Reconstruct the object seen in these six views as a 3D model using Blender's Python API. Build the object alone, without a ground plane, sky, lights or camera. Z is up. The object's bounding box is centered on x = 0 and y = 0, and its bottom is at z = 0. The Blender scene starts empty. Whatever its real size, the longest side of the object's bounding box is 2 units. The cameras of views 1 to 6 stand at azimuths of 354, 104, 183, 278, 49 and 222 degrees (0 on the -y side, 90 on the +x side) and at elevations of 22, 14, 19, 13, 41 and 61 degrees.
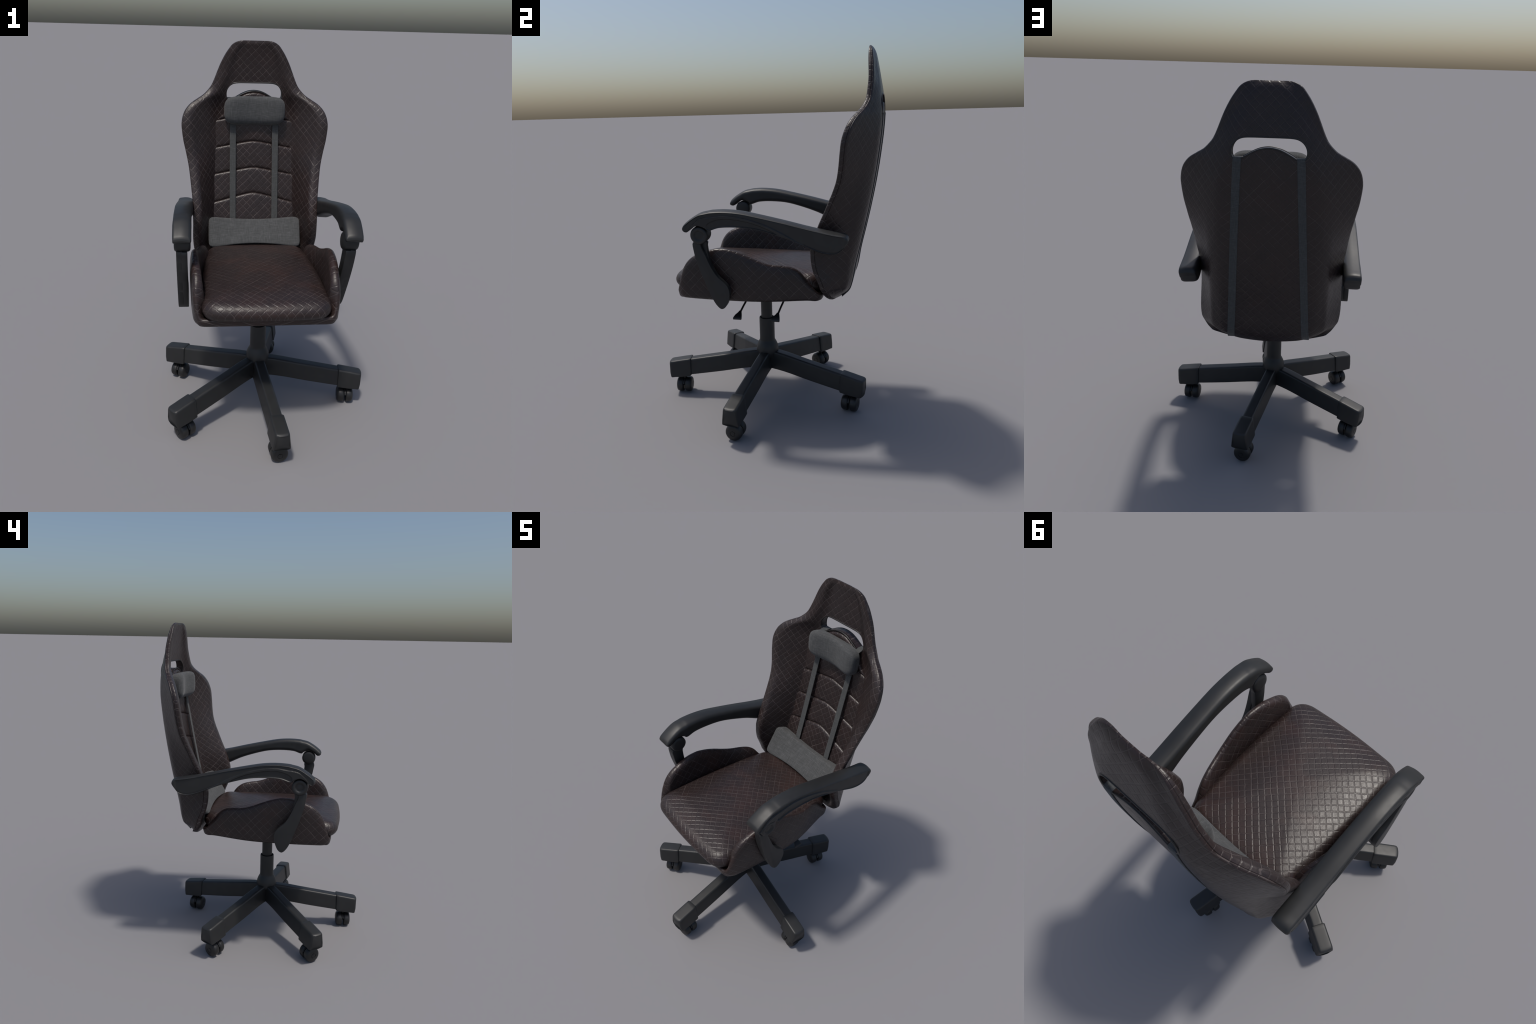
import bpy, bmesh, math, random
import numpy as np
from mathutils import Matrix, Vector

random.seed(7)
XC = -0.036            # plane of symmetry of seat and backrest
HUB = (-0.038, -0.029)  # axis of the gas lift

# ------------------------------------------------------------------ helpers
def spline(pts):
    """Monotone cubic interpolation through (x, y) control points."""
    p = np.array(sorted(pts), float)
    x, y = p[:, 0], p[:, 1]
    h = np.diff(x)
    d = np.diff(y) / h
    m = np.zeros(len(x))
    for i in range(1, len(x) - 1):
        if d[i - 1] * d[i] > 0:
            w1, w2 = 2 * h[i] + h[i - 1], h[i] + 2 * h[i - 1]
            m[i] = (w1 + w2) / (w1 / d[i - 1] + w2 / d[i])
    m[0], m[-1] = d[0], d[-1]

    def f(q):
        q = min(max(float(q), x[0]), x[-1])
        i = min(max(int(np.searchsorted(x, q)) - 1, 0), len(x) - 2)
        t = (q - x[i]) / h[i]
        return float((2*t**3 - 3*t*t + 1) * y[i] + (t**3 - 2*t*t + t) * h[i] * m[i]
                     + (3*t*t - 2*t**3) * y[i + 1] + (t**3 - t*t) * h[i] * m[i + 1])
    return f


def smooth(a, b, x):
    t = min(max((x - a) / (b - a), 0.0), 1.0)
    return t * t * (3 - 2 * t)


def catmull(pts, n):
    """Open Catmull-Rom curve through 2D or 3D points, n samples per span."""
    p = [np.array(q, float) for q in pts]
    p = [2 * p[0] - p[1]] + p + [2 * p[-1] - p[-2]]
    out = []
    for i in range(1, len(p) - 2):
        a, b, c, d = p[i - 1:i + 3]
        for k in range(n):
            t = k / n
            out.append(0.5 * (2*b + (c - a)*t + (2*a - 5*b + 4*c - d)*t*t + (3*b - a - 3*c + d)*t**3))
    out.append(p[-2])
    return out


def catmull_closed(pts, n):
    p = [np.array(q, float) for q in pts]
    N, out = len(p), []
    for i in range(N):
        a, b, c, d = p[i - 1], p[i], p[(i + 1) % N], p[(i + 2) % N]
        for k in range(n):
            t = k / n
            out.append(0.5 * (2*b + (c - a)*t + (2*a - 5*b + 4*c - d)*t*t + (3*b - a - 3*c + d)*t**3))
    return out


def fillet(pts, radii, nseg, narc, closed=False):
    """Polyline with rounded corners, always the same number of points."""
    p = [np.array(q, float) for q in pts]
    N = len(p)
    out, prev = [], None
    idx = range(N) if closed else range(1, N - 1)
    ends = {}
    for i in idx:
        a, b, c = p[i - 1], p[i], p[(i + 1) % N]
        u, v = a - b, c - b
        lu, lv = np.linalg.norm(u) + 1e-9, np.linalg.norm(v) + 1e-9
        r = min(radii[i], 0.48 * lu, 0.48 * lv)
        s, e = b + u / lu * r, b + v / lv * r
        arc = []
        for k in range(narc + 1):
            t = k / narc
            arc.append((1 - t)**2 * s + 2 * t * (1 - t) * b + t * t * e)
        ends[i] = arc
    if closed:
        for i in range(N):
            out += ends[i]
            s, e = ends[i][-1], ends[(i + 1) % N][0]
            out += [s + (e - s) * k / nseg for k in range(1, nseg)]
        return out
    cur = p[0]
    for i in idx:
        e = ends[i][0]
        out += [cur + (e - cur) * k / nseg for k in range(nseg)]
        out += ends[i][:-1]
        cur = ends[i][-1]
    out += [cur + (p[-1] - cur) * k / nseg for k in range(nseg + 1)]
    return out


def resample(loop, n):
    """Closed polyline redrawn with n evenly spaced points."""
    P = np.array([tuple(p) for p in loop] + [tuple(loop[0])], float)
    s = np.concatenate([[0], np.cumsum(np.linalg.norm(np.diff(P, axis=0), axis=1))])
    q = np.linspace(0, s[-1], n, endpoint=False)
    return [np.array((np.interp(t, s, P[:, 0]), np.interp(t, s, P[:, 1]))) for t in q]


def make(name, verts, faces, mat, parent=None, sharp=40, smooth_on=True):
    me = bpy.data.meshes.new(name)
    me.from_pydata([tuple(float(c) for c in v) for v in verts], [], faces)
    bm = bmesh.new()
    bm.from_mesh(me)
    bmesh.ops.remove_doubles(bm, verts=bm.verts, dist=1e-6)
    bmesh.ops.recalc_face_normals(bm, faces=bm.faces)
    bm.to_mesh(me)
    bm.free()
    if smooth_on:
        me.polygons.foreach_set("use_smooth", [True] * len(me.polygons))
        if sharp:
            me.set_sharp_from_angle(angle=math.radians(sharp))
    me.materials.append(mat)
    return add(name, me, parent)


def add(name, me, parent=None):
    ob = bpy.data.objects.new(name, me)
    bpy.context.scene.collection.objects.link(ob)
    if parent is not None:
        ob.parent = parent
    return ob


def loft(rings, cap=True, closed=True):
    """Rings of equal length -> verts, faces."""
    n = len(rings[0])
    verts = [v for r in rings for v in r]
    faces = []
    for i in range(len(rings) - 1):
        for j in range(n if closed else n - 1):
            k = (j + 1) % n
            faces.append((i*n + j, i*n + k, (i + 1)*n + k, (i + 1)*n + j))
    if cap:
        faces.append(tuple(range(n - 1, -1, -1)))
        faces.append(tuple((len(rings) - 1)*n + j for j in range(n)))
    return verts, faces


def merge(parts):
    V, F = [], []
    for v, f in parts:
        o = len(V)
        V += list(v)
        F += [tuple(i + o for i in q) for q in f]
    return V, F


def revolve(profile, n=48, axis='z', cap=True):
    """(r, h) profile turned about an axis."""
    rings = []
    for r, h in profile:
        ring = []
        for k in range(n):
            a = 2 * math.pi * k / n
            c, s = r * math.cos(a), r * math.sin(a)
            ring.append((c, s, h) if axis == 'z' else (h, c, s))
        rings.append(ring)
    return loft(rings, cap)


def tube(path, r, n=10, closed=False):
    P = [np.array(p, float) for p in path]
    N = len(P)
    rings = []
    ref = np.array([0.0, 1.0, 0.0])
    for i in range(N):
        if closed:
            t = P[(i + 1) % N] - P[i - 1]
        else:
            t = P[min(i + 1, N - 1)] - P[max(i - 1, 0)]
        t /= np.linalg.norm(t) + 1e-12
        a = ref - t * (ref @ t)
        if np.linalg.norm(a) < 1e-3:
            a = np.array([1.0, 0, 0]) - t * t[0]
        a /= np.linalg.norm(a)
        b = np.cross(t, a)
        rings.append([P[i] + r * (a * math.cos(q) + b * math.sin(q)) for q in [2*math.pi*k/n for k in range(n)]])
    if closed:
        rings.append(rings[0])
    return loft(rings, not closed)


def ribbon(path, width, thick, side=(1, 0, 0)):
    """Flat webbing along a path; side is the width direction."""
    P = [np.array(p, float) for p in path]
    s = np.array(side, float)
    rings = []
    for i in range(len(P)):
        t = P[min(i + 1, len(P) - 1)] - P[max(i - 1, 0)]
        nrm = np.cross(t, s)
        nrm /= np.linalg.norm(nrm)
        w, h, c = width / 2, thick / 2, thick * 0.4
        sec = [(-w, -h + c), (-w + c, -h), (w - c, -h), (w, -h + c), (w, h - c), (w - c, h), (-w + c, h), (-w, h - c)]
        rings.append([P[i] + s * a + nrm * b for a, b in sec])
    return loft(rings)


def extrude_x(outline, x0, x1, bevel=0.003):
    """Plate with outline in the y-z plane and bevelled edges."""
    O = [np.array(p, float) for p in outline]
    N = len(O)
    area = sum(O[i][0]*O[(i + 1) % N][1] - O[(i + 1) % N][0]*O[i][1] for i in range(N))
    sg = 1 if area > 0 else -1
    nor = []
    for i in range(N):
        t = O[(i + 1) % N] - O[i - 1]
        t /= np.linalg.norm(t) + 1e-12
        nor.append(sg * np.array([-t[1], t[0]]))
    rings = []
    d = 1 if x1 > x0 else -1
    for x, ins in [(x0, bevel), (x0 + d*bevel*0.3, bevel*0.3), (x0 + d*bevel, 0), (x1 - d*bevel, 0), (x1 - d*bevel*0.3, bevel*0.3), (x1, bevel)]:
        rings.append([(x, *(O[i] + nor[i]*ins)) for i in range(N)])
    return loft(rings)


def soft_box(n, p):
    """Unit superellipsoid on a cube grid: points in [-1, 1]^3 and faces."""
    V, F = [], []
    for ax in range(3):
        for sg in (-1, 1):
            o = len(V)
            for i in range(n + 1):
                for j in range(n + 1):
                    a = math.tan((2*i/n - 1)*math.pi/4)
                    b = math.tan((2*j/n - 1)*math.pi/4)
                    q = [0, 0, 0]
                    q[ax], q[(ax + 1) % 3], q[(ax + 2) % 3] = sg, a, b
                    L = (abs(q[0])**p + abs(q[1])**p + abs(q[2])**p)**(1/p)
                    V.append((q[0]/L, q[1]/L, q[2]/L))
            for i in range(n):
                for j in range(n):
                    f = (o + i*(n + 1) + j, o + (i + 1)*(n + 1) + j, o + (i + 1)*(n + 1) + j + 1, o + i*(n + 1) + j + 1)
                    F.append(f if sg > 0 else f[::-1])
    return V, F


# ---------------------------------------------------------------- materials
class Nodes:
    def __init__(self, name):
        self.mat = bpy.data.materials.new(name)
        self.mat.use_nodes = True
        self.t = self.mat.node_tree
        self.b = self.t.nodes["Principled BSDF"]

    def new(self, kind, **kw):
        n = self.t.nodes.new(kind)
        for k, v in kw.items():
            setattr(n, k, v)
        return n

    def put(self, sock, val):
        if isinstance(val, bpy.types.NodeSocket):
            self.t.links.new(val, sock)
        else:
            sock.default_value = val

    def math(self, op, a, b=0.0, c=0.0):
        n = self.new("ShaderNodeMath", operation=op)
        for s, v in zip(n.inputs, (a, b, c)):
            self.put(s, v)
        return n.outputs[0]

    def step(self, lo, hi, x):
        n = self.new("ShaderNodeMapRange", interpolation_type='SMOOTHSTEP')
        self.put(n.inputs["Value"], x)
        n.inputs["From Min"].default_value = lo
        n.inputs["From Max"].default_value = hi
        return n.outputs[0]

    def noise(self, vec, scale, detail=3.0, rough=0.55):
        n = self.new("ShaderNodeTexNoise")
        self.put(n.inputs["Vector"], vec)
        n.inputs["Scale"].default_value = scale
        n.inputs["Detail"].default_value = detail
        n.inputs["Roughness"].default_value = rough
        return n.outputs["Fac"]

    def mix(self, fac, a, b):
        n = self.new("ShaderNodeMix", data_type='RGBA')
        self.put(n.inputs[0], fac)
        self.put(n.inputs[6], a if isinstance(a, bpy.types.NodeSocket) else (*a, 1))
        self.put(n.inputs[7], b if isinstance(b, bpy.types.NodeSocket) else (*b, 1))
        return n.outputs[2]

    def bump(self, height, strength, dist, normal=None):
        n = self.new("ShaderNodeBump")
        self.put(n.inputs["Height"], height)
        n.inputs["Strength"].default_value = strength
        n.inputs["Distance"].default_value = dist
        if normal is not None:
            self.put(n.inputs["Normal"], normal)
        return n.outputs["Normal"]

    def xyz(self):
        tc = self.new("ShaderNodeTexCoord")
        sp = self.new("ShaderNodeSeparateXYZ")
        self.put(sp.inputs[0], tc.outputs["Object"])
        return tc.outputs["Object"], sp.outputs[0], sp.outputs[1], sp.outputs[2]


def leather(name, kind, spacing=0.0295, line=1.0):
    """Dark brown leather with a diagonal quilt of pale lines.
    kind says how the quilt is unrolled: back, seat or side."""
    m = Nodes(name)
    P, x, y, z = m.xyz()
    xl = m.math('SUBTRACT', x, XC)
    ax = m.math('ABSOLUTE', xl)
    sg = m.math('SIGN', xl)
    if kind == 'back':
        # wings: unroll along depth so that the diamonds keep their size
        dep = m.math('SUBTRACT', m.math('SUBTRACT', y, m.math('MULTIPLY', z, 0.235)), 0.24)
        k = m.math('MULTIPLY', m.step(0.12, 0.24, ax), -0.45)
        u = m.math('MULTIPLY', sg, m.math('ADD', ax, m.math('MULTIPLY', k, dep)))
        v = m.math('SUBTRACT', z, 0.018)
    elif kind == 'seat':
        drop = m.math('SUBTRACT', 0.872, z)
        u = xl
        v = m.math('SUBTRACT', y, m.math('MULTIPLY', drop, m.math('MULTIPLY', 0.6, m.math('SUBTRACT', 1.0, m.step(-0.35, 0.1, y)))))
    else:
        u, v = y, m.math('SUBTRACT', z, m.math('MULTIPLY', ax, 0.3))
    # hand-made irregularity
    wob = m.math('MULTIPLY', m.math('SUBTRACT', m.noise(P, 9.0, 2.0), 0.5), 0.012)
    wob2 = m.math('MULTIPLY', m.math('SUBTRACT', m.noise(P, 60.0, 2.0), 0.5), 0.003)
    u = m.math('ADD', m.math('ADD', u, wob), wob2)
    v = m.math('SUBTRACT', v, wob2)
    c = 1 / (math.sqrt(2) * spacing)
    a = m.math('MULTIPLY', m.math('ADD', u, v), c)
    b = m.math('MULTIPLY', m.math('SUBTRACT', u, v), c)

    def dist(q):
        f = m.math('FRACT', q)
        return m.math('SUBTRACT', 0.5, m.math('ABSOLUTE', m.math('SUBTRACT', f, 0.5)))
    da, db = dist(a), dist(b)
    # each seam has its own strength, and fades in places
    def seam_strength(q, other):
        wn = m.new("ShaderNodeTexWhiteNoise", noise_dimensions='2D')
        cv = m.new("ShaderNodeCombineXYZ")
        m.put(cv.inputs[0], m.math('ROUND', q))
        m.put(cv.inputs[1], m.math('FLOOR', m.math('MULTIPLY', other, 0.17)))
        m.put(wn.inputs["Vector"], cv.outputs[0])
        return m.math('MULTIPLY_ADD', wn.outputs["Value"], 0.75, 0.25)
    la = m.math('MULTIPLY', m.math('SUBTRACT', 1.0, m.step(0.012, 0.052, da)), seam_strength(a, b))
    lb = m.math('MULTIPLY', m.math('SUBTRACT', 1.0, m.step(0.012, 0.052, db)), seam_strength(b, a))
    line_fade = m.math('MULTIPLY', m.math('MULTIPLY_ADD', m.step(0.30, 0.62, m.noise(P, 22.0, 3.0)), 0.7, 0.3), line)
    lines = m.math('MULTIPLY', m.math('MAXIMUM', la, lb), line_fade)
    if kind == 'back':
        # the pale lines are fainter on the back of the shell
        ge = m.new("ShaderNodeNewGeometry")
        ny = m.new("ShaderNodeSeparateXYZ")
        m.put(ny.inputs[0], ge.outputs["Normal"])
        lines = m.math('MULTIPLY', lines, m.math('SUBTRACT', 1.0, m.math('MULTIPLY', m.step(0.0, 0.6, ny.outputs[1]), 0.55)))
    # base colour: near black brown with redder patches
    patch = m.step(0.42, 0.68, m.noise(P, 5.5, 4.0, 0.6))
    base = m.mix(patch, (0.0230, 0.0155, 0.0150), ((0.0275, 0.0168, 0.0156) if kind == 'back' else (0.0330, 0.0178, 0.0155)))
    fine = m.noise(P, 170.0, 4.0, 0.65)
    base = m.mix(m.math('MULTIPLY', m.step(0.45, 0.75, fine), 0.30), base, (0.048, 0.036, 0.034))
    gut = m.math('MULTIPLY', m.math('SUBTRACT', 1.0, m.step(0.04, 0.15, m.math('MINIMUM', da, db))), 0.35)
    base = m.mix(gut, base, (0.014, 0.010, 0.0095))
    col = m.mix(m.math('MULTIPLY', lines, 0.85), base, (0.140, 0.113, 0.106))
    m.put(m.b.inputs["Base Color"], col)
    r = m.math('MULTIPLY_ADD', m.noise(P, 35.0, 3.0), 0.20, 0.27)
    m.put(m.b.inputs["Roughness"], r)
    m.b.inputs["Specular IOR Level"].default_value = 0.42
    puff = m.step(0.0, 0.14, m.math('MINIMUM', da, db))
    ridge = m.math('MULTIPLY', m.math('MAXIMUM', la, lb), 0.55)
    h = m.math('ADD', puff, ridge)
    n1 = m.bump(h, 0.45, 0.0020)
    n2 = m.bump(m.noise(P, 260.0, 3.0, 0.6), 0.30, 0.0012, n1)
    n3 = m.bump(m.noise(P, 45.0, 3.0, 0.6), 0.25, 0.003, n2)
    m.put(m.b.inputs["Normal"], n3)
    return m.mat


def fabric(name, lo, hi, thread=520.0):
    """Woven grey linen: threads in two directions with slubs."""
    m = Nodes(name)
    P, x, y, z = m.xyz()
    mp = []
    for sc in ((thread*1.6, thread*0.15, thread*0.10), (thread*0.10, thread*0.5, thread*1.3)):
        mm = m.new("ShaderNodeMapping")
        m.put(mm.inputs["Vector"], P)
        mm.inputs["Scale"].default_value = tuple(s / 10 for s in sc)
        mp.append(m.noise(mm.outputs[0], 4.0, 3.0, 0.65))
    weave = m.math('MULTIPLY', m.math('ADD', mp[0], mp[1]), 0.5)
    fac = m.step(0.36, 0.66, weave)
    col = m.mix(fac, lo, hi)
    slub = m.math('MULTIPLY', m.step(0.60, 0.74, m.math('MAXIMUM', mp[0], mp[1])), 0.4)
    col = m.mix(slub, col, tuple(c * 1.7 for c in hi))
    m.put(m.b.inputs["Base Color"], col)
    m.b.inputs["Roughness"].default_value = 0.92
    m.b.inputs["Specular IOR Level"].default_value = 0.15
    m.b.inputs["Sheen Weight"].default_value = 0.12
    m.b.inputs["Sheen Roughness"].default_value = 0.5
    m.put(m.b.inputs["Normal"], m.bump(weave, 0.35, 0.0015))
    return m.mat


def plastic(name, col, rough=0.48, spec=0.5):
    m = Nodes(name)
    P, x, y, z = m.xyz()
    c = m.mix(m.step(0.35, 0.7, m.noise(P, 12.0, 4.0)), tuple(q * 0.9 for q in col), tuple(q * 1.12 for q in col))
    m.put(m.b.inputs["Base Color"], c)
    m.put(m.b.inputs["Roughness"], m.math('MULTIPLY_ADD', m.noise(P, 40.0, 3.0), 0.10, rough - 0.05))
    m.b.inputs["Specular IOR Level"].default_value = spec
    m.put(m.b.inputs["Normal"], m.bump(m.noise(P, 600.0, 2.0), 0.06, 0.0006))
    return m.mat


LEATHER_BACK = leather("back_leather", 'back', spacing=0.031)
LEATHER_SEAT = leather("seat_leather", 'seat', line=0.8)
LEATHER_SIDE = leather("side_leather", 'side', spacing=0.036, line=0.75)
LINEN = fabric("grey_linen", (0.058, 0.060, 0.061), (0.090, 0.092, 0.093))
STRAP = fabric("strap_webbing", (0.054, 0.056, 0.056), (0.082, 0.085, 0.085), 900.0)
PLASTIC = plastic("black_plastic", (0.0170, 0.0175, 0.0177))
PLASTIC_WHEEL = plastic("wheel_plastic", (0.0150, 0.0150, 0.0150), 0.42)
BLACK = plastic("dark_plastic", (0.008, 0.008, 0.0085), 0.5)
PIPING = plastic("dark_piping", (0.012, 0.0105, 0.010), 0.40)

root = bpy.data.objects.new("office_chair", None)
bpy.context.scene.collection.objects.link(root)
root["label"] = "dark brown quilted leather racing style office chair with grey pillows"
root["category"] = "office chair"

# --------------------------------------------------------------------- base
v, f = revolve([(0.0, 0.200), (0.035, 0.200), (0.050, 0.215), (0.054, 0.258), (0.0600, 0.266), (0.0650, 0.278), (0.0668, 0.291),
                (0.0660, 0.305), (0.0630, 0.320), (0.0575, 0.335), (0.0515, 0.347), (0.0470, 0.354), (0.0455, 0.360), (0.0450, 0.372), (0.0450, 0.492),
                (0.0440, 0.4985), (0.0400, 0.5000), (0.0380, 0.4960), (0.0370, 0.4900), (0.0, 0.4900)], 56, cap=False)
base = make("wheel_base", [(a + HUB[0], b + HUB[1], c) for a, b, c in v], f, PLASTIC, root, sharp=50)
v, f = revolve([(0.0, 0.470), (0.0335, 0.470), (0.0335, 0.640), (0.0, 0.640)], 40, cap=False)
make("gas_lift", [(a + HUB[0], b + HUB[1], c) for a, b, c in v], f, PLASTIC, root)


def trapezoid(wt, wb, zt, zb, r=0.012, belly=0.0):
    """Leg cross-section: narrow flat top, wider foot, rounded edges."""
    return fillet([(-wb/2, zb), (wb/2, zb), (wt/2 + belly, zt), (-wt/2 - belly, zt)], [0.004, 0.004, r, r], 3, 6, True)


leg_top = spline([(0.0, 0.296), (0.07, 0.291), (0.25, 0.262), (0.475, 0.225), (0.60, 0.204)])
leg_bot = spline([(0.0, 0.190), (0.09, 0.185), (0.30, 0.153), (0.475, 0.128), (0.60, 0.111)])
rings = []
for r in np.linspace(0.012, 0.485, 14):
    rings.append([(r, a, b) for a, b in trapezoid(0.058, 0.080 + 0.006*r, leg_top(r), leg_bot(r))])
leg_v, leg_f = loft(rings)
rings = []
for r, grow, dz in [(0.4740, -0.004, -0.004), (0.4745, -0.001, -0.001), (0.4765, 0.004, 0.003), (0.481, 0.006, 0.005), (0.50, 0.006, 0.005), (0.54, 0.006, 0.005)]:
    zt, zb = leg_top(r) + dz, leg_bot(r) - max(dz, 0) - 0.002
    rings.append([(r, a, b) for a, b in trapezoid(0.062 + grow*2, 0.086 + grow*2, zt, zb)])
# bulging end face: its top leads, its foot is drawn in
for k, (r, ins) in enumerate([(0.575, 0.0), (0.588, 0.0), (0.596, 0.0005), (0.601, 0.002), (0.604, 0.006)]):
    sec = trapezoid(0.074 - ins*2, 0.098 - ins*2, leg_top(r) + 0.004 - ins*1.2, leg_bot(r) - 0.004 + ins*0.4)
    rings.append([(r + (0.010*(1 - (a/0.05)**2) - 0.014*max(0, (0.13 - b)/0.055)**1.2) * (k + 1)/5, a, b) for a, b in sec])
cap_v, cap_f = loft(rings)
leg_me = cap_me = None

R = 0.0465
wheel_prof = [(0.0, -0.021), (0.030, -0.021), (0.040, -0.0205), (0.0445, -0.018), (R, -0.012), (R, 0.002), (0.0455, 0.009), (0.043, 0.0145),
              (0.038, 0.0185), (0.030, 0.0210), (0.0150, 0.0222), (0.0142, 0.0205), (0.0128, 0.0205), (0.0120, 0.0224), (0.006, 0.0232), (0.0, 0.0234)]
wv, wf = revolve(wheel_prof, 44, axis='x', cap=False)
wheel_me = stem_me = None
stem = merge([revolve([(0.0, 0.040), (0.0115, 0.040), (0.0115, 0.105), (0.0, 0.105)], 20, cap=False),
              tube([(-0.022, 0, R), (0.022, 0, R)], 0.008, 12)])
hood = []
for k in range(13):
    a = math.radians(20 + 140*k/12)
    hood.append([(sx*0.0042, math.cos(a)*rr, R + math.sin(a)*rr) for sx, rr in ((-1, 0.030), (1, 0.030), (1, 0.045), (-1, 0.045))])
stem = merge([stem, loft(hood)])

for i, ang in enumerate((-82.8, -6.2, 76.8, 150.8, 217.8)):
    A = math.radians(ang)
    if i == 0:
        leg = make("leg", leg_v, leg_f, PLASTIC, base, sharp=45)
        cap = make("leg_cap", cap_v, cap_f, PLASTIC, base, sharp=45)
        caster = make("caster", stem[0], stem[1], BLACK, root)
        leg_me, cap_me, stem_me = leg.data, cap.data, caster.data
    else:
        leg, cap, caster = add("leg", leg_me, base), add("leg_cap", cap_me, base), add("caster", stem_me, root)
    for ob in (leg, cap):
        ob.location = (HUB[0], HUB[1], 0)
        ob.rotation_euler = (0, 0, A)
    caster.location = (HUB[0] + 0.527*math.cos(A), HUB[1] + 0.527*math.sin(A), 0)
    caster.rotation_euler = (0, 0, A)
    for sgn in (1, -1):
        if wheel_me is None:
            w = make("wheel", wv, wf, PLASTIC_WHEEL, caster, sharp=50)
            wheel_me = w.data
        else:
            w = add("wheel", wheel_me, caster)
        w.location = (sgn*0.0262, 0, R)
        w.rotation_euler = (0, 0, 0 if sgn > 0 else math.pi)

# ------------------------------------------------------ mechanism and levers
mech = fillet([(-0.11, 0.665), (0.11, 0.665), (0.12, 0.716), (-0.12, 0.716)], [0.012]*4, 2, 4, True)
v, f = loft([[(XC + a*s, y, 0.716 - (0.716 - b)*s) for a, b in mech] for y, s in ((-0.17, 0.85), (-0.165, 1), (0.145, 1), (0.15, 0.85))])
make("tilt_mechanism", v, f, BLACK, root)
lever_me = paddle_me = None
for yy in (0.0, -0.212):
    if lever_me is None:
        v, f = tube([(0.03, 0.125, 0.690), (0.12, 0.113, 0.664), (0.19, 0.108, 0.644), (0.252, 0.104, 0.624)], 0.0055, 10)
        lev = make("lever", v, f, BLACK, root)
        rings = []
        for x, yc, hw, z, t in [(0.246, 0.104, 0.007, 0.627, 0.006), (0.256, 0.103, 0.011, 0.621, 0.006), (0.270, 0.099, 0.019, 0.612, 0.006), (0.286, 0.097, 0.024, 0.602, 0.006), (0.290, 0.097, 0.024, 0.599, 0.004)]:
            rings.append([(x, yc + a, z + b) for a, b in fillet([(-hw, -t), (hw, -t), (hw, t), (-hw, t)], [0.004]*4, 2, 3, True)])
        v, f = loft(rings)
        pad = make("lever_paddle", v, f, BLACK, lev)
        lever_me, paddle_me = lev.data, pad.data
    else:
        lev = add("lever", lever_me, root)
        add("lever_paddle", paddle_me, lev)
    lev.location = (0, yy, 0)

# ----------------------------------------------------------------- seat shell
wing_top = spline([(-0.447, 0.757), (-0.440, 0.775), (-0.432, 0.815), (-0.420, 0.853), (-0.403, 0.890), (-0.345, 0.949), (-0.30, 0.970), (-0.245, 0.990), (-0.205, 0.998),
                   (-0.162, 0.999), (-0.105, 0.988), (-0.036, 0.964), (0.028, 0.937), (0.09, 0.918), (0.155, 0.910), (0.20, 0.899), (0.238, 0.874), (0.272, 0.830), (0.300, 0.795), (0.332, 0.762), (0.350, 0.756)])
side = [(0.361, -0.451), (0.378, -0.30), (0.384, -0.15), (0.382, -0.02), (0.372, 0.07), (0.352, 0.15), (0.326, 0.24), (0.300, 0.350)]
shell_plan = fillet([(0.0, -0.452)] + side + [(0.0, 0.350)] + [(-a, b) for a, b in side[::-1]],
                    [0.1, 0.068, 0.1, 0.1, 0.1, 0.1, 0.1, 0.1, 0.07, 0.1, 0.07, 0.1, 0.1, 0.1, 0.1, 0.1, 0.1, 0.068], 6, 10, True)
shell_plan = resample(shell_plan, 260)
NQ = len(shell_plan)


def inward(loop, i, w=3):
    t = loop[(i + w) % len(loop)] - loop[i - w]
    t = t / np.linalg.norm(t)
    return np.array([-t[1], t[0]])


rings = [[] for _ in range(26)]
for i in range(NQ):
    p, n = shell_plan[i], inward(shell_plan, i)
    zt = wing_top(p[1])
    wing = smooth(0.757, 0.84, zt)
    th = 0.030 + (0.008 + 0.012*smooth(-0.10, -0.36, p[1]))*wing
    prof = [(0.080, 0.7095), (0.052, 0.7098), (0.034, 0.7112), (0.020, 0.7150), (0.0105, 0.7220), (0.0060, 0.7320)]
    if wing < 1:
        prof = [(q*(0.5 + 0.5*wing), h) for q, h in prof]
    lo, hi = 0.7320, zt - 0.010 - 0.006*wing
    for k in range(1, 9):
        t = k/8
        prof.append((0.0060*(0.5 + 0.5*wing)*(1 - t)**1.4 + 0.010*wing*t**6, lo + (hi - lo)*t))
    r = hi
    prof += [(0.0035 + 0.010*wing, hi + (zt - hi)*0.55), (0.010 + 0.010*wing, hi + (zt - hi)*0.90), (0.5*th + 0.005*wing, zt), (0.80*th + 0.004*wing, zt - 0.003), (th + 0.004, zt - 0.010 - 0.004*wing)]
    z0 = prof[-1][1]
    for k in range(1, 7):
        t = k/6
        prof.append((th + 0.004 + (0.070 - th)*t**0.9*(0.35 + 0.65*wing), z0 + (0.744 - z0)*t))
    prof.append((0.085, 0.744))
    for k in range(26):
        q = p + n*prof[k][0]
        rings[k].append((XC + q[0], q[1], prof[k][1]))
v, f = loft(rings)
seat = make("seat_shell", v, f, LEATHER_SIDE, root, sharp=0)

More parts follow.
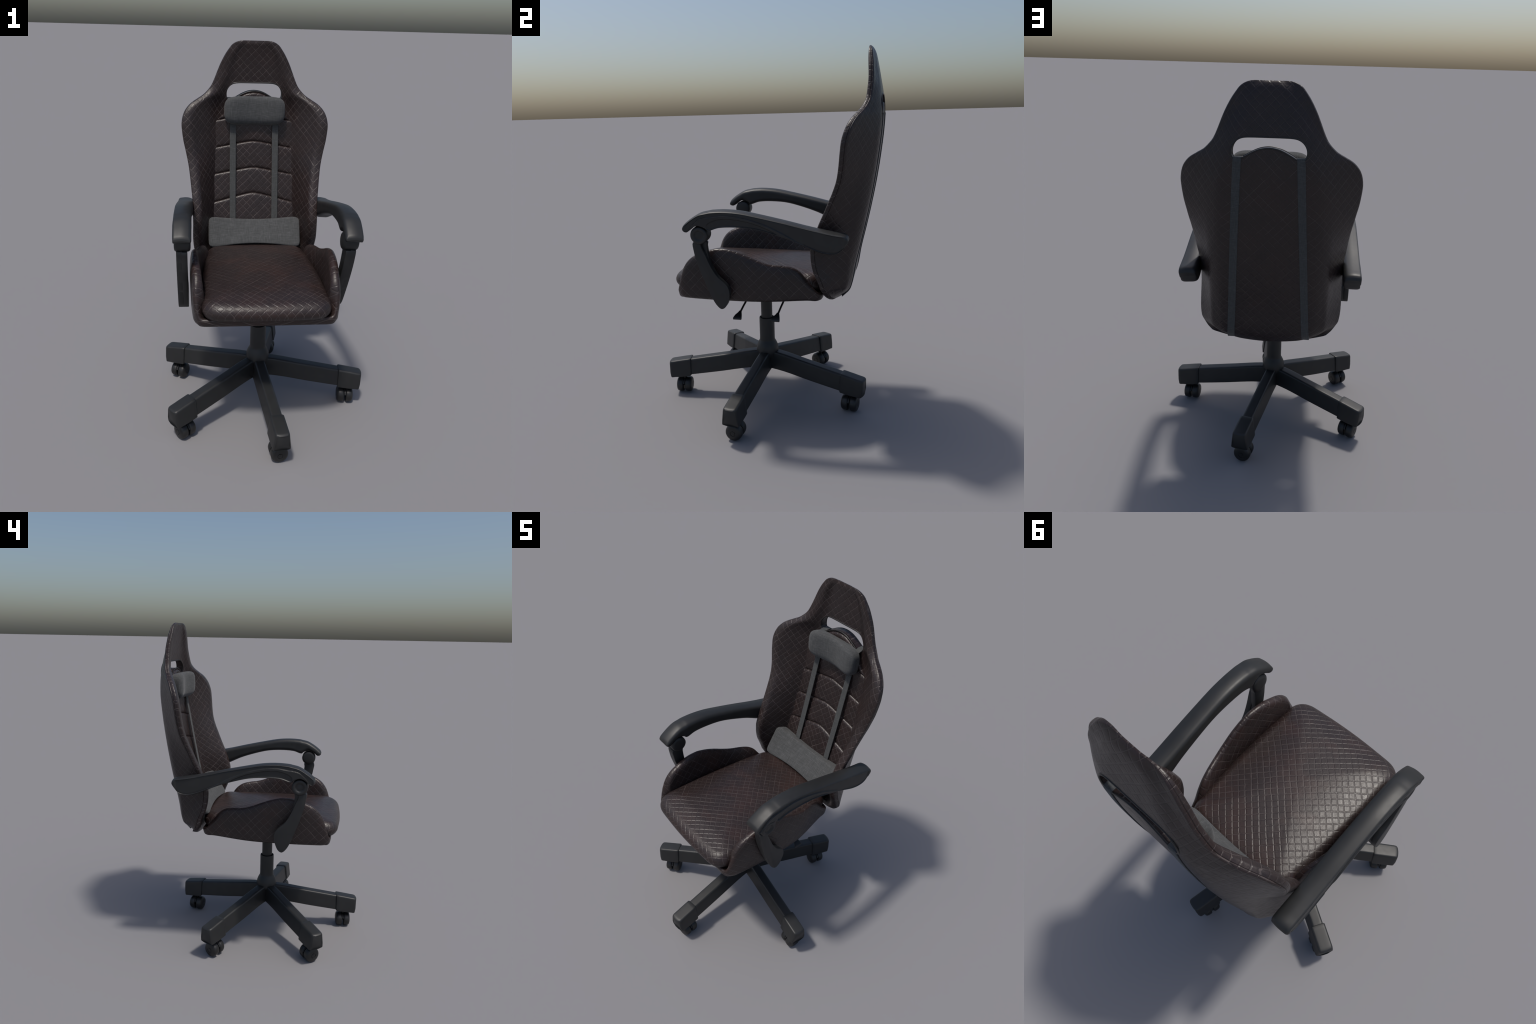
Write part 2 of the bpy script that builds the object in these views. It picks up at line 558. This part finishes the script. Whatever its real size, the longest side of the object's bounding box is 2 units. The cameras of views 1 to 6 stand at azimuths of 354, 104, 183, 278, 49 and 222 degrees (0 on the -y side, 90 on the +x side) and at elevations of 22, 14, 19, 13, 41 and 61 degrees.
# --------------------------------------------------------------- seat cushion
plan = fillet([(0.0, -0.504), (0.323, -0.484), (0.324, -0.10), (0.304, 0.20), (0.284, 0.338), (0.0, 0.388), (-0.284, 0.338), (-0.304, 0.20), (-0.324, -0.10), (-0.323, -0.484)],
              [0.15, 0.10, 0.15, 0.12, 0.10, 0.2, 0.10, 0.12, 0.15, 0.10], 8, 10, True)
plan = resample(plan, 160)
NP = len(plan)
pn = []
for i in range(NP):
    t = plan[(i + 2) % NP] - plan[i - 2]
    t /= np.linalg.norm(t)
    pn.append(np.array([-t[1], t[0]]))


def cushion_z(x, y, z):
    drop = 0.012 * max(0.0, (y - 0.27) / 0.10)**2.0
    k = smooth(0.735, 0.86, z)
    nose = 0.010 * smooth(-0.36, -0.48, y)
    return z - (drop + nose) * k


rings = []
for z, ins in [(0.738, 0.075), (0.741, 0.055), (0.748, 0.036), (0.758, 0.020), (0.770, 0.009), (0.784, 0.002), (0.796, 0.0)]:
    rings.append([(plan[i][0] + pn[i][0]*ins, plan[i][1] + pn[i][1]*ins, z) for i in range(NP)])
for k in range(1, 10):
    a = math.pi/2 * k/9
    ins, z = 0.060*(1 - math.cos(a)), 0.796 + 0.057*math.sin(a)
    rings.append([(plan[i][0] + pn[i][0]*ins, plan[i][1] + pn[i][1]*ins, z) for i in range(NP)])
inner = rings[-1]
for k in range(1, 26):
    t = 1 - k/26
    rings.append([(p[0]*t, -0.09 + (p[1] + 0.09)*t, 0.853 + 0.024*(1 - t**2)) for p in inner])
v, f = loft(rings)
v = [(XC + x, y, cushion_z(x, y, z)) for x, y, z in v]
make("seat_cushion", v, f, LEATHER_SEAT, root, sharp=0)

# ------------------------------------------------------------------ backrest
half_w = spline([(0.645, 0.278), (0.650, 0.296), (0.658, 0.312), (0.670, 0.328), (0.69, 0.342), (0.73, 0.357), (0.78, 0.3635), (0.83, 0.368), (0.90, 0.371), (1.0, 0.369), (1.1, 0.370),
                 (1.2, 0.3785), (1.3, 0.390), (1.38, 0.405), (1.47, 0.4225), (1.54, 0.4285), (1.575, 0.424), (1.61, 0.412), (1.635, 0.395), (1.655, 0.375), (1.68, 0.336), (1.70, 0.303),
                 (1.72, 0.281), (1.75, 0.256), (1.785, 0.2385), (1.825, 0.222), (1.875, 0.2005), (1.93, 0.1705), (1.955, 0.153), (1.975, 0.137), (1.987, 0.121), (1.995, 0.103), (1.999, 0.086), (2.0, 0.075)])
rim_y = spline([(0.645, 0.384), (0.66, 0.368), (0.69, 0.354), (0.73, 0.346), (0.79, 0.338), (0.842, 0.327), (0.90, 0.306), (0.955, 0.296), (1.0, 0.294), (1.048, 0.304), (1.133, 0.335),
                (1.198, 0.364), (1.255, 0.388), (1.302, 0.408), (1.366, 0.429), (1.427, 0.439), (1.487, 0.445), (1.546, 0.452), (1.60, 0.467), (1.65, 0.492), (1.681, 0.518), (1.71, 0.540),
                (1.745, 0.556), (1.80, 0.564), (1.84, 0.566), (1.91, 0.562), (1.96, 0.557), (1.985, 0.557), (1.995, 0.559), (2.0, 0.562)])
rear_y = spline([(0.645, 0.404), (0.652, 0.420), (0.665, 0.434), (0.69, 0.452), (0.73, 0.475), (0.80, 0.494), (0.89, 0.508), (1.04, 0.541), (1.17, 0.568), (1.32, 0.595), (1.455, 0.614),
                 (1.60, 0.629), (1.66, 0.632), (1.70, 0.631), (1.766, 0.626), (1.845, 0.613), (1.94, 0.595), (1.975, 0.586), (1.99, 0.578), (1.996, 0.573), (2.0, 0.568)])
pad_y = spline([(0.645, 0.392), (0.75, 0.412), (0.90, 0.446), (1.06, 0.484), (1.23, 0.524), (1.39, 0.552), (1.52, 0.566), (1.62, 0.575), (1.72, 0.580)])
front_y = spline([(0.645, 0.386), (0.67, 0.384), (0.75, 0.420), (0.90, 0.461), (1.06, 0.499), (1.23, 0.539), (1.39, 0.567), (1.52, 0.580), (1.62, 0.588), (1.72, 0.592), (1.77, 0.591), (1.80, 0.588), (1.90, 0.577), (1.96, 0.566), (1.985, 0.561), (2.0, 0.563)])
pad_w = spline([(0.645, 0.20), (0.75, 0.245), (0.95, 0.250), (1.06, 0.247), (1.23, 0.239), (1.39, 0.2235), (1.52, 0.219), (1.60, 0.209), (1.66, 0.186), (1.70, 0.165), (1.76, 0.140), (1.85, 0.115), (1.95, 0.09), (2.0, 0.035)])
crease = spline([(0.645, 0.20), (0.70, 0.262), (0.80, 0.286), (1.0, 0.290), (1.3, 0.282), (1.55, 0.272), (1.65, 0.245), (1.75, 0.205), (1.85, 0.165), (1.95, 0.115), (2.0, 0.050)])



def lift(a, z):
    """The lower edge curves up towards the sides."""
    return 0.046 * (abs(a)/0.30)**2 * smooth(0.87, 0.67, z)


def floor_z(z):
    return z if z > 0.76 else 0.682 + (z - 0.645)*(0.76 - 0.682)/(0.76 - 0.645)


rows = [0.645, 0.6465, 0.649, 0.653, 0.659, 0.667, 0.677] + list(np.linspace(0.69, 1.955, 150)) + [1.961, 1.967, 1.973, 1.978, 1.983, 1.987, 1.990, 1.993, 1.9955, 1.9975, 1.999, 2.0]
rings = []
for z in rows:
    w, ye, yb, yc = half_w(z), rim_y(z), rear_y(z), front_y(z)
    pw, rc = min(pad_w(z) - 0.012*smooth(1.66, 1.55, z), w - 0.04), min(crease(z), w - 0.022)
    ye -= 0.002 + 0.005*smooth(1.70, 1.80, z)*smooth(1.985, 1.90, z)
    thin = min(1.0, (yb - min(ye, yc)) / 0.045)
    rim = 0.044 * thin
    sd = (0.026 if z < 1.6 else 0.026 - 0.006*smooth(1.6, 1.75, z)) * thin      # where the seam runs
    g = 0.0024 * thin
    yout = yb - 0.016*thin - 0.016*smooth(0.75, 1.0, z)*smooth(1.8, 1.55, z)
    head = smooth(1.68, 1.78, z)
    yout = max(yout, ye + sd + 0.013*thin)
    half = [(0, yc), (pw, yc), (w - rim - 0.004, ye + 0.001*thin), (w - 0.001, ye + 0.004*thin), (w, ye + sd - g), (w - 1.3*g, ye + sd), (w - 0.0005, ye + sd + g), (w - 0.004*head - 0.004*(1 - head), ye + sd + 0.010*thin), (rc, yout), (rc - 0.05*thin, yb), (0, yb)]
    h = fillet(half, [0, 0.035, 0.032, 0.022, 0.0010, 0.0010, 0.002, 0.012, 0.030 - 0.016*smooth(1.1, 0.85, z), 0.03 - 0.012*smooth(1.1, 0.85, z), 0], 6, 5)

    rings.append([(XC + a, b, floor_z(z) + lift(a, z)) for a, b in h] + [(XC - a, b, floor_z(z) + lift(a, z)) for a, b in h[-2:0:-1]])
v, f = loft(rings)
back = make("backrest", v, f, LEATHER_BACK, root, sharp=0)

# opening under the head section, arched at its foot
hole_half = [(0.0, 1.7660), (0.060, 1.7660), (0.098, 1.7650), (0.122, 1.7612), (0.140, 1.7525), (0.1540, 1.7390), (0.1630, 1.7220), (0.1660, 1.7040), (0.1645, 1.6860),
             (0.1560, 1.6740), (0.1400, 1.6705), (0.1220, 1.6750), (0.0980, 1.6885), (0.0700, 1.7040), (0.0380, 1.7165), (0.0, 1.7215)]
hole = catmull_closed(hole_half + [(-a, b) for a, b in hole_half[-2:0:-1]], 4)
v, f = loft([[(XC + a, y, b) for a, b in hole] for y in (0.40, 0.80)])
cutter = make("hole_cutter", v, f, LEATHER_BACK, None, smooth_on=False)
mod = back.modifiers.new("hole", 'BOOLEAN')
mod.object, mod.operation, mod.solver = cutter, 'DIFFERENCE', 'EXACT'
dg = bpy.context.evaluated_depsgraph_get()
cut = bpy.data.meshes.new_from_object(back.evaluated_get(dg))
back.modifiers.clear()
back.data = cut
bpy.data.objects.remove(cutter)
cut.polygons.foreach_set("use_smooth", [True]*len(cut.polygons))
cut.set_sharp_from_angle(angle=math.radians(42))


def face_y(a, b):
    """Front of the frame beside the opening."""
    w, pw = half_w(b), min(pad_w(b), half_w(b) - 0.04)
    if abs(a) < pw:
        return front_y(b)
    t = min((abs(a) - pw)/max(w - 0.03 - pw, 1e-3), 1)
    return front_y(b) + (rim_y(b) - front_y(b))*t


def inflate(loop, d):
    out = []
    N = len(loop)
    for i in range(N):
        t = np.array(loop[(i + 1) % N]) - np.array(loop[i - 1])
        t /= np.linalg.norm(t)
        out.append(np.array(loop[i]) + d*np.array([-t[1], t[0]]))
    return out


edge = inflate(hole, 0.0015)
v1, f1 = tube([(XC + a, rear_y(b) - 0.0008, b) for a, b in edge], 0.0036, 10, True)
v2, f2 = tube([(XC + a, (pad_y(b) + 0.004 if (abs(a) < 0.125 and b < 1.73) else face_y(a, b) + 0.001), b) for a, b in edge], 0.0042, 10, True)
v, f = merge([(v1, f1), (v2, f2)])
make("hole_piping", v, f, PIPING, back)

# five stitched pads stacked down the middle; each tucks in under the one above
pad_ends = [1.551, 1.391, 1.233, 1.064]
pad_rise = [0.040, 0.041, 0.043, 0.062]


def seam_line(k, t):
    """Height of seam k at t = x / half width: a soft chevron."""
    s = (math.sqrt(t*t + 0.018) - math.sqrt(0.018)) / (math.sqrt(1.018) - math.sqrt(0.018))
    return pad_ends[k] + pad_rise[k]*(1 - s)


arch = spline([(0.0, 1.7130), (0.038, 1.7085), (0.070, 1.6960), (0.098, 1.6810), (0.122, 1.6670), (0.140, 1.6540), (0.156, 1.6330), (0.175, 1.6010), (0.220, 1.5560)])
NX, NS = 60, 26
for k in range(5):
    grid = []
    for j in range(NS + 1):
        s = 0.5 - 0.5*math.cos(math.pi*j/NS)
        row = []
        for i in range(NX + 1):
            t = -math.cos(math.pi*i/NX)
            lo = (0.77 if k == 4 else seam_line(k, t))
            hi = (None if k == 0 else seam_line(k - 1, t))
            if k == 0:
                x = t*0.2195
                hi = max(arch(abs(x)), lo + 0.003)
                z = lo + (hi - lo)*s
            else:
                z = lo + (hi - lo)*s
                x = t*(pad_w(z) + 0.013)
            dx = min(1 - abs(t), 1.0)*pad_w(z)
            e1, e2 = (hi - z), (z - lo)
            rnd = 0.0
            for d, rr, dep in ((dx, 0.006, 0.003), (e1, 0.014, 0.013), (e2, 0.020, 0.008)):
                if d < rr:
                    q = 1 - d/rr
                    rnd += dep*(1 - math.sqrt(max(0, 1 - q*q)))
            rnd = min(rnd, 0.022)
            bulge = 0.003*math.sin(math.pi*s)*(1 - t*t) + 0.005*s
            row.append((XC + x, pad_y(z) - bulge + rnd, z))
        grid.append(row)
    # skirt running back into the frame
    bottom = [(p[0], p[1] + 0.012, p[2]) for p in grid[0]]
    top = [(p[0], p[1] + 0.012, p[2]) for p in grid[-1]]
    rows2 = [bottom] + grid + [top]
    rows2 = [[(r[0][0], r[0][1] + 0.012, r[0][2])] + r + [(r[-1][0], r[-1][1] + 0.012, r[-1][2])] for r in rows2]
    v, f = loft(rows2, cap=False, closed=False)
    make("backrest_pad", v, f, LEATHER_BACK, back, sharp=70)

# ------------------------------------------------------------------- pillows
def pillow(name, n, p, hw, corners, shape):
    """corners: front bottom, rear bottom, rear top, front top in (y, z)."""
    V, F = soft_box(n, p)
    fb, rb, rt, ft = [np.array(c) for c in corners]
    out = []
    for a, b, c in V:
        s, t = (b + 1)/2, (c + 1)/2
        q = (fb*(1 - s) + rb*s)*(1 - t) + (ft*(1 - s) + rt*s)*t
        x, y, z = a*hw, q[0], q[1]
        out.append(shape(x, y, z, a, b, c))
    return make(name, [(XC + x, y, z) for x, y, z in out], F, LINEN, root, sharp=0)


def head_shape(x, y, z, a, b, c):
    mid = 1 - a*a
    z -= 0.011*mid*c
    y += 0.034*mid*mid*(1 - b)/2
    return x*(1 - 0.012*abs(c)), y, z


head = pillow("head_pillow", 36, 3.7, 0.1790, [(0.489, 1.534), (0.585, 1.508), (0.590, 1.696), (0.489, 1.711)], head_shape)


def lumbar_shape(x, y, z, a, b, c):
    mid = 1 - a*a
    z -= 0.026*mid*c
    y += 0.022*mid*(1 - b)/2
    return x, y, z


lumbar = pillow("lumbar_pillow", 36, 9.0, 0.2770, [(0.296, 0.832), (0.405, 0.815), (0.465, 0.990), (0.398, 1.008)], lumbar_shape)

for sgn in (1, -1):
    path = [(XC + sgn*0.127, 0.560, 1.575), (XC + sgn*0.127, 0.5480, 1.50), (XC + sgn*0.128, 0.500, 1.23), (XC + sgn*0.1285, 0.452, 0.985), (XC + sgn*0.1285, 0.442, 0.93)]
    v, f = ribbon(catmull(path, 6), 0.0365, 0.004)
    make("strap", v, f, STRAP, head)
    path = []
    for z in np.linspace(0.672, 1.655, 60):
        a = 0.1905 - 0.0495*(z - 0.72)/0.95
        path.append((XC + sgn*a, rear_y(z) + 0.0022, floor_z(z) + lift(a, z)))
    x = XC + sgn*0.1405
    path += [(x, 0.6350, 1.668), (x, 0.6320, 1.6765), (x, 0.622, 1.6785), (x, 0.600, 1.677), (x, 0.575, 1.672), (x, 0.550, 1.662)]
    v, f = ribbon(path, 0.0370, 0.004)
    make("strap", v, f, STRAP, head)

# ------------------------------------------------------------------ armrests
arm_top = [(-0.350, 1.127), (-0.346, 1.139), (-0.335, 1.152), (-0.300, 1.178), (-0.255, 1.203), (-0.215, 1.213), (-0.185, 1.218), (-0.120, 1.220), (-0.040, 1.2135), (0.060, 1.194), (0.180, 1.167), (0.290, 1.140), (0.370, 1.123), (0.430, 1.112), (0.474, 1.105), (0.490, 1.095), (0.497, 1.080)]
arm_bot = [(-0.347, 1.117), (-0.336, 1.109), (-0.319, 1.109), (-0.292, 1.131), (-0.262, 1.142), (-0.226, 1.130), (-0.205, 1.117), (-0.150, 1.133), (-0.065, 1.1365), (0.030, 1.1285), (0.130, 1.103), (0.222, 1.071), (0.305, 1.032), (0.355, 1.012), (0.408, 1.004), (0.450, 1.015), (0.484, 1.056)]
T, B = catmull(arm_top, 12), catmull(arm_bot, 12)
pocket_top = spline([(-0.30, 0.1), (-0.222, 0.20), (-0.20, 0.42), (-0.17, 0.50), (-0.12, 0.53), (-0.03, 0.47), (0.07, 0.30), (0.14, 0.10), (0.165, 0.0)])
panel_top = spline([(-0.325, 0.0), (-0.29, 0.30), (-0.25, 0.56), (-0.20, 0.68), (-0.12, 0.71), (-0.03, 0.66), (0.07, 0.50), (0.15, 0.30), (0.22, 0.10), (0.26, -0.1)])
KN = np.array((-0.262, 1.089))


def armrest(sgn):
    """Built for the right hand side (outer face at +x), mirrored by sgn about its own centre."""
    hw = 0.0440
    rings = []
    n = len(T)
    for i in range(n):
        t, b = T[i], B[i]
        d = t - b
        L = np.linalg.norm(d)
        u = d / L
        r1 = min(0.030, 0.46*L)
        r2 = min(0.013, 0.40*L)
        e = 1.0
        if i < 24:
            e = 0.76 + 0.24*math.sqrt(1 - (1 - i/24)**2)
        if i > n - 18:
            e = 0.86 + 0.14*math.sqrt(1 - (1 - (n - 1 - i)/17)**2)
        w = hw*e*(1 + 0.05*smooth(-0.10, -0.28, t[0]))
        # inner bottom, inner top, crown, outer top, outer bottom
        sec = fillet([(-w, 0), (-w, L - 0.010), (-0.004, L + 0.001), (w, L - 0.006), (w, 0)], [min(0.026 + 0.008*smooth(0.20, 0.42, t[0]), 0.45*L), r1, 0.03, r2, min(0.007 + 0.016*smooth(0.20, 0.42, t[0]), 0.4*L)], 28, 8, True)
        ring = []
        for a, h in sec:
            p = b + u*h
            if a > w - 0.0025 and 0.0 < h < L:
                q = h/L
                y = p[0]
                top = pocket_top(y)
                pan = panel_top(y)
                dep = 0.0055*smooth(top + 0.03, top - 0.03, q)*smooth(0.04, 0.10, q)*smooth(-0.221, -0.210, y)*smooth(0.165, 0.15, y)
                lip = 0.0060*smooth(pan - 0.02, pan + 0.035, q)*smooth(0.91, 0.87, q)*smooth(-0.345, -0.325, y)*smooth(0.478, 0.462, y)*smooth(0.03, 0.09, q)
                a -= dep + lip
            ring.append((a*sgn, p[0], p[1]))
        rings.append(ring)
    return loft(rings)


def strut(sgn):
    blade = [(-0.299, 1.050), (-0.297, 1.000), (-0.285, 0.945), (-0.265, 0.880), (-0.240, 0.812), (-0.212, 0.742), (-0.190, 0.705), (-0.167, 0.688), (-0.144, 0.702), (-0.127, 0.740),
             (-0.120, 0.780), (-0.128, 0.815), (-0.150, 0.842), (-0.178, 0.866), (-0.203, 0.905), (-0.222, 0.945), (-0.238, 0.985), (-0.256, 1.025), (-0.262, 1.050)]
    inner = [(-0.299, 1.048), (-0.297, 1.000), (-0.285, 0.945), (-0.265, 0.880), (-0.240, 0.812), (-0.212, 0.745), (-0.190, 0.705), (-0.167, 0.688), (-0.144, 0.702), (-0.130, 0.741),
             (-0.124, 0.780), (-0.132, 0.808), (-0.155, 0.832), (-0.182, 0.858), (-0.205, 0.898), (-0.222, 0.940), (-0.230, 0.985), (-0.234, 1.025), (-0.236, 1.050)]
    o1 = catmull_closed(blade, 4)
    o2 = catmull_closed(inner, 4)
    return merge([extrude_x(o1, 0.0300*sgn, 0.0010*sgn, 0.0025), extrude_x(o2, 0.0060*sgn, -0.0230*sgn, 0.0025)])


def knuckle(sgn):
    prof = [(0.0, -0.0405), (0.030, -0.0405), (0.040, -0.0385), (0.0455, -0.033), (0.0470, -0.026), (0.0470, 0.026), (0.0455, 0.0335), (0.0410, 0.0385), (0.0350, 0.0400),
            (0.0290, 0.0392), (0.0245, 0.0352), (0.0200, 0.0320), (0.0150, 0.0330), (0.0080, 0.0345), (0.0, 0.0350)]
    v, f = revolve(prof, 48, axis='x', cap=False)
    return [(a*sgn, b + KN[0], c + KN[1]) for a, b, c in v], f


for side, xa, roll, yaw in ((-1, -0.4475, 0.0, 0.0), (1, 0.3860, 3.5, 1.1)):
    M = Matrix.Translation((xa, KN[0], KN[1])) @ Matrix.Rotation(math.radians(yaw), 4, 'Z') @ Matrix.Rotation(math.radians(roll), 4, 'Y') @ Matrix.Translation((0, -KN[0], -KN[1]))

    def place(vf):
        return [tuple(M @ Vector((float(p[0]), float(p[1]), float(p[2])))) for p in vf[0]], vf[1]
    v, f = place(armrest(side))
    arm = make("armrest", v, f, PLASTIC, root, sharp=35)
    v, f = place(strut(side))
    make("armrest_strut", v, f, PLASTIC, arm, sharp=35)
    v, f = place(knuckle(side))
    make("armrest_knuckle", v, f, PLASTIC, arm, sharp=50)
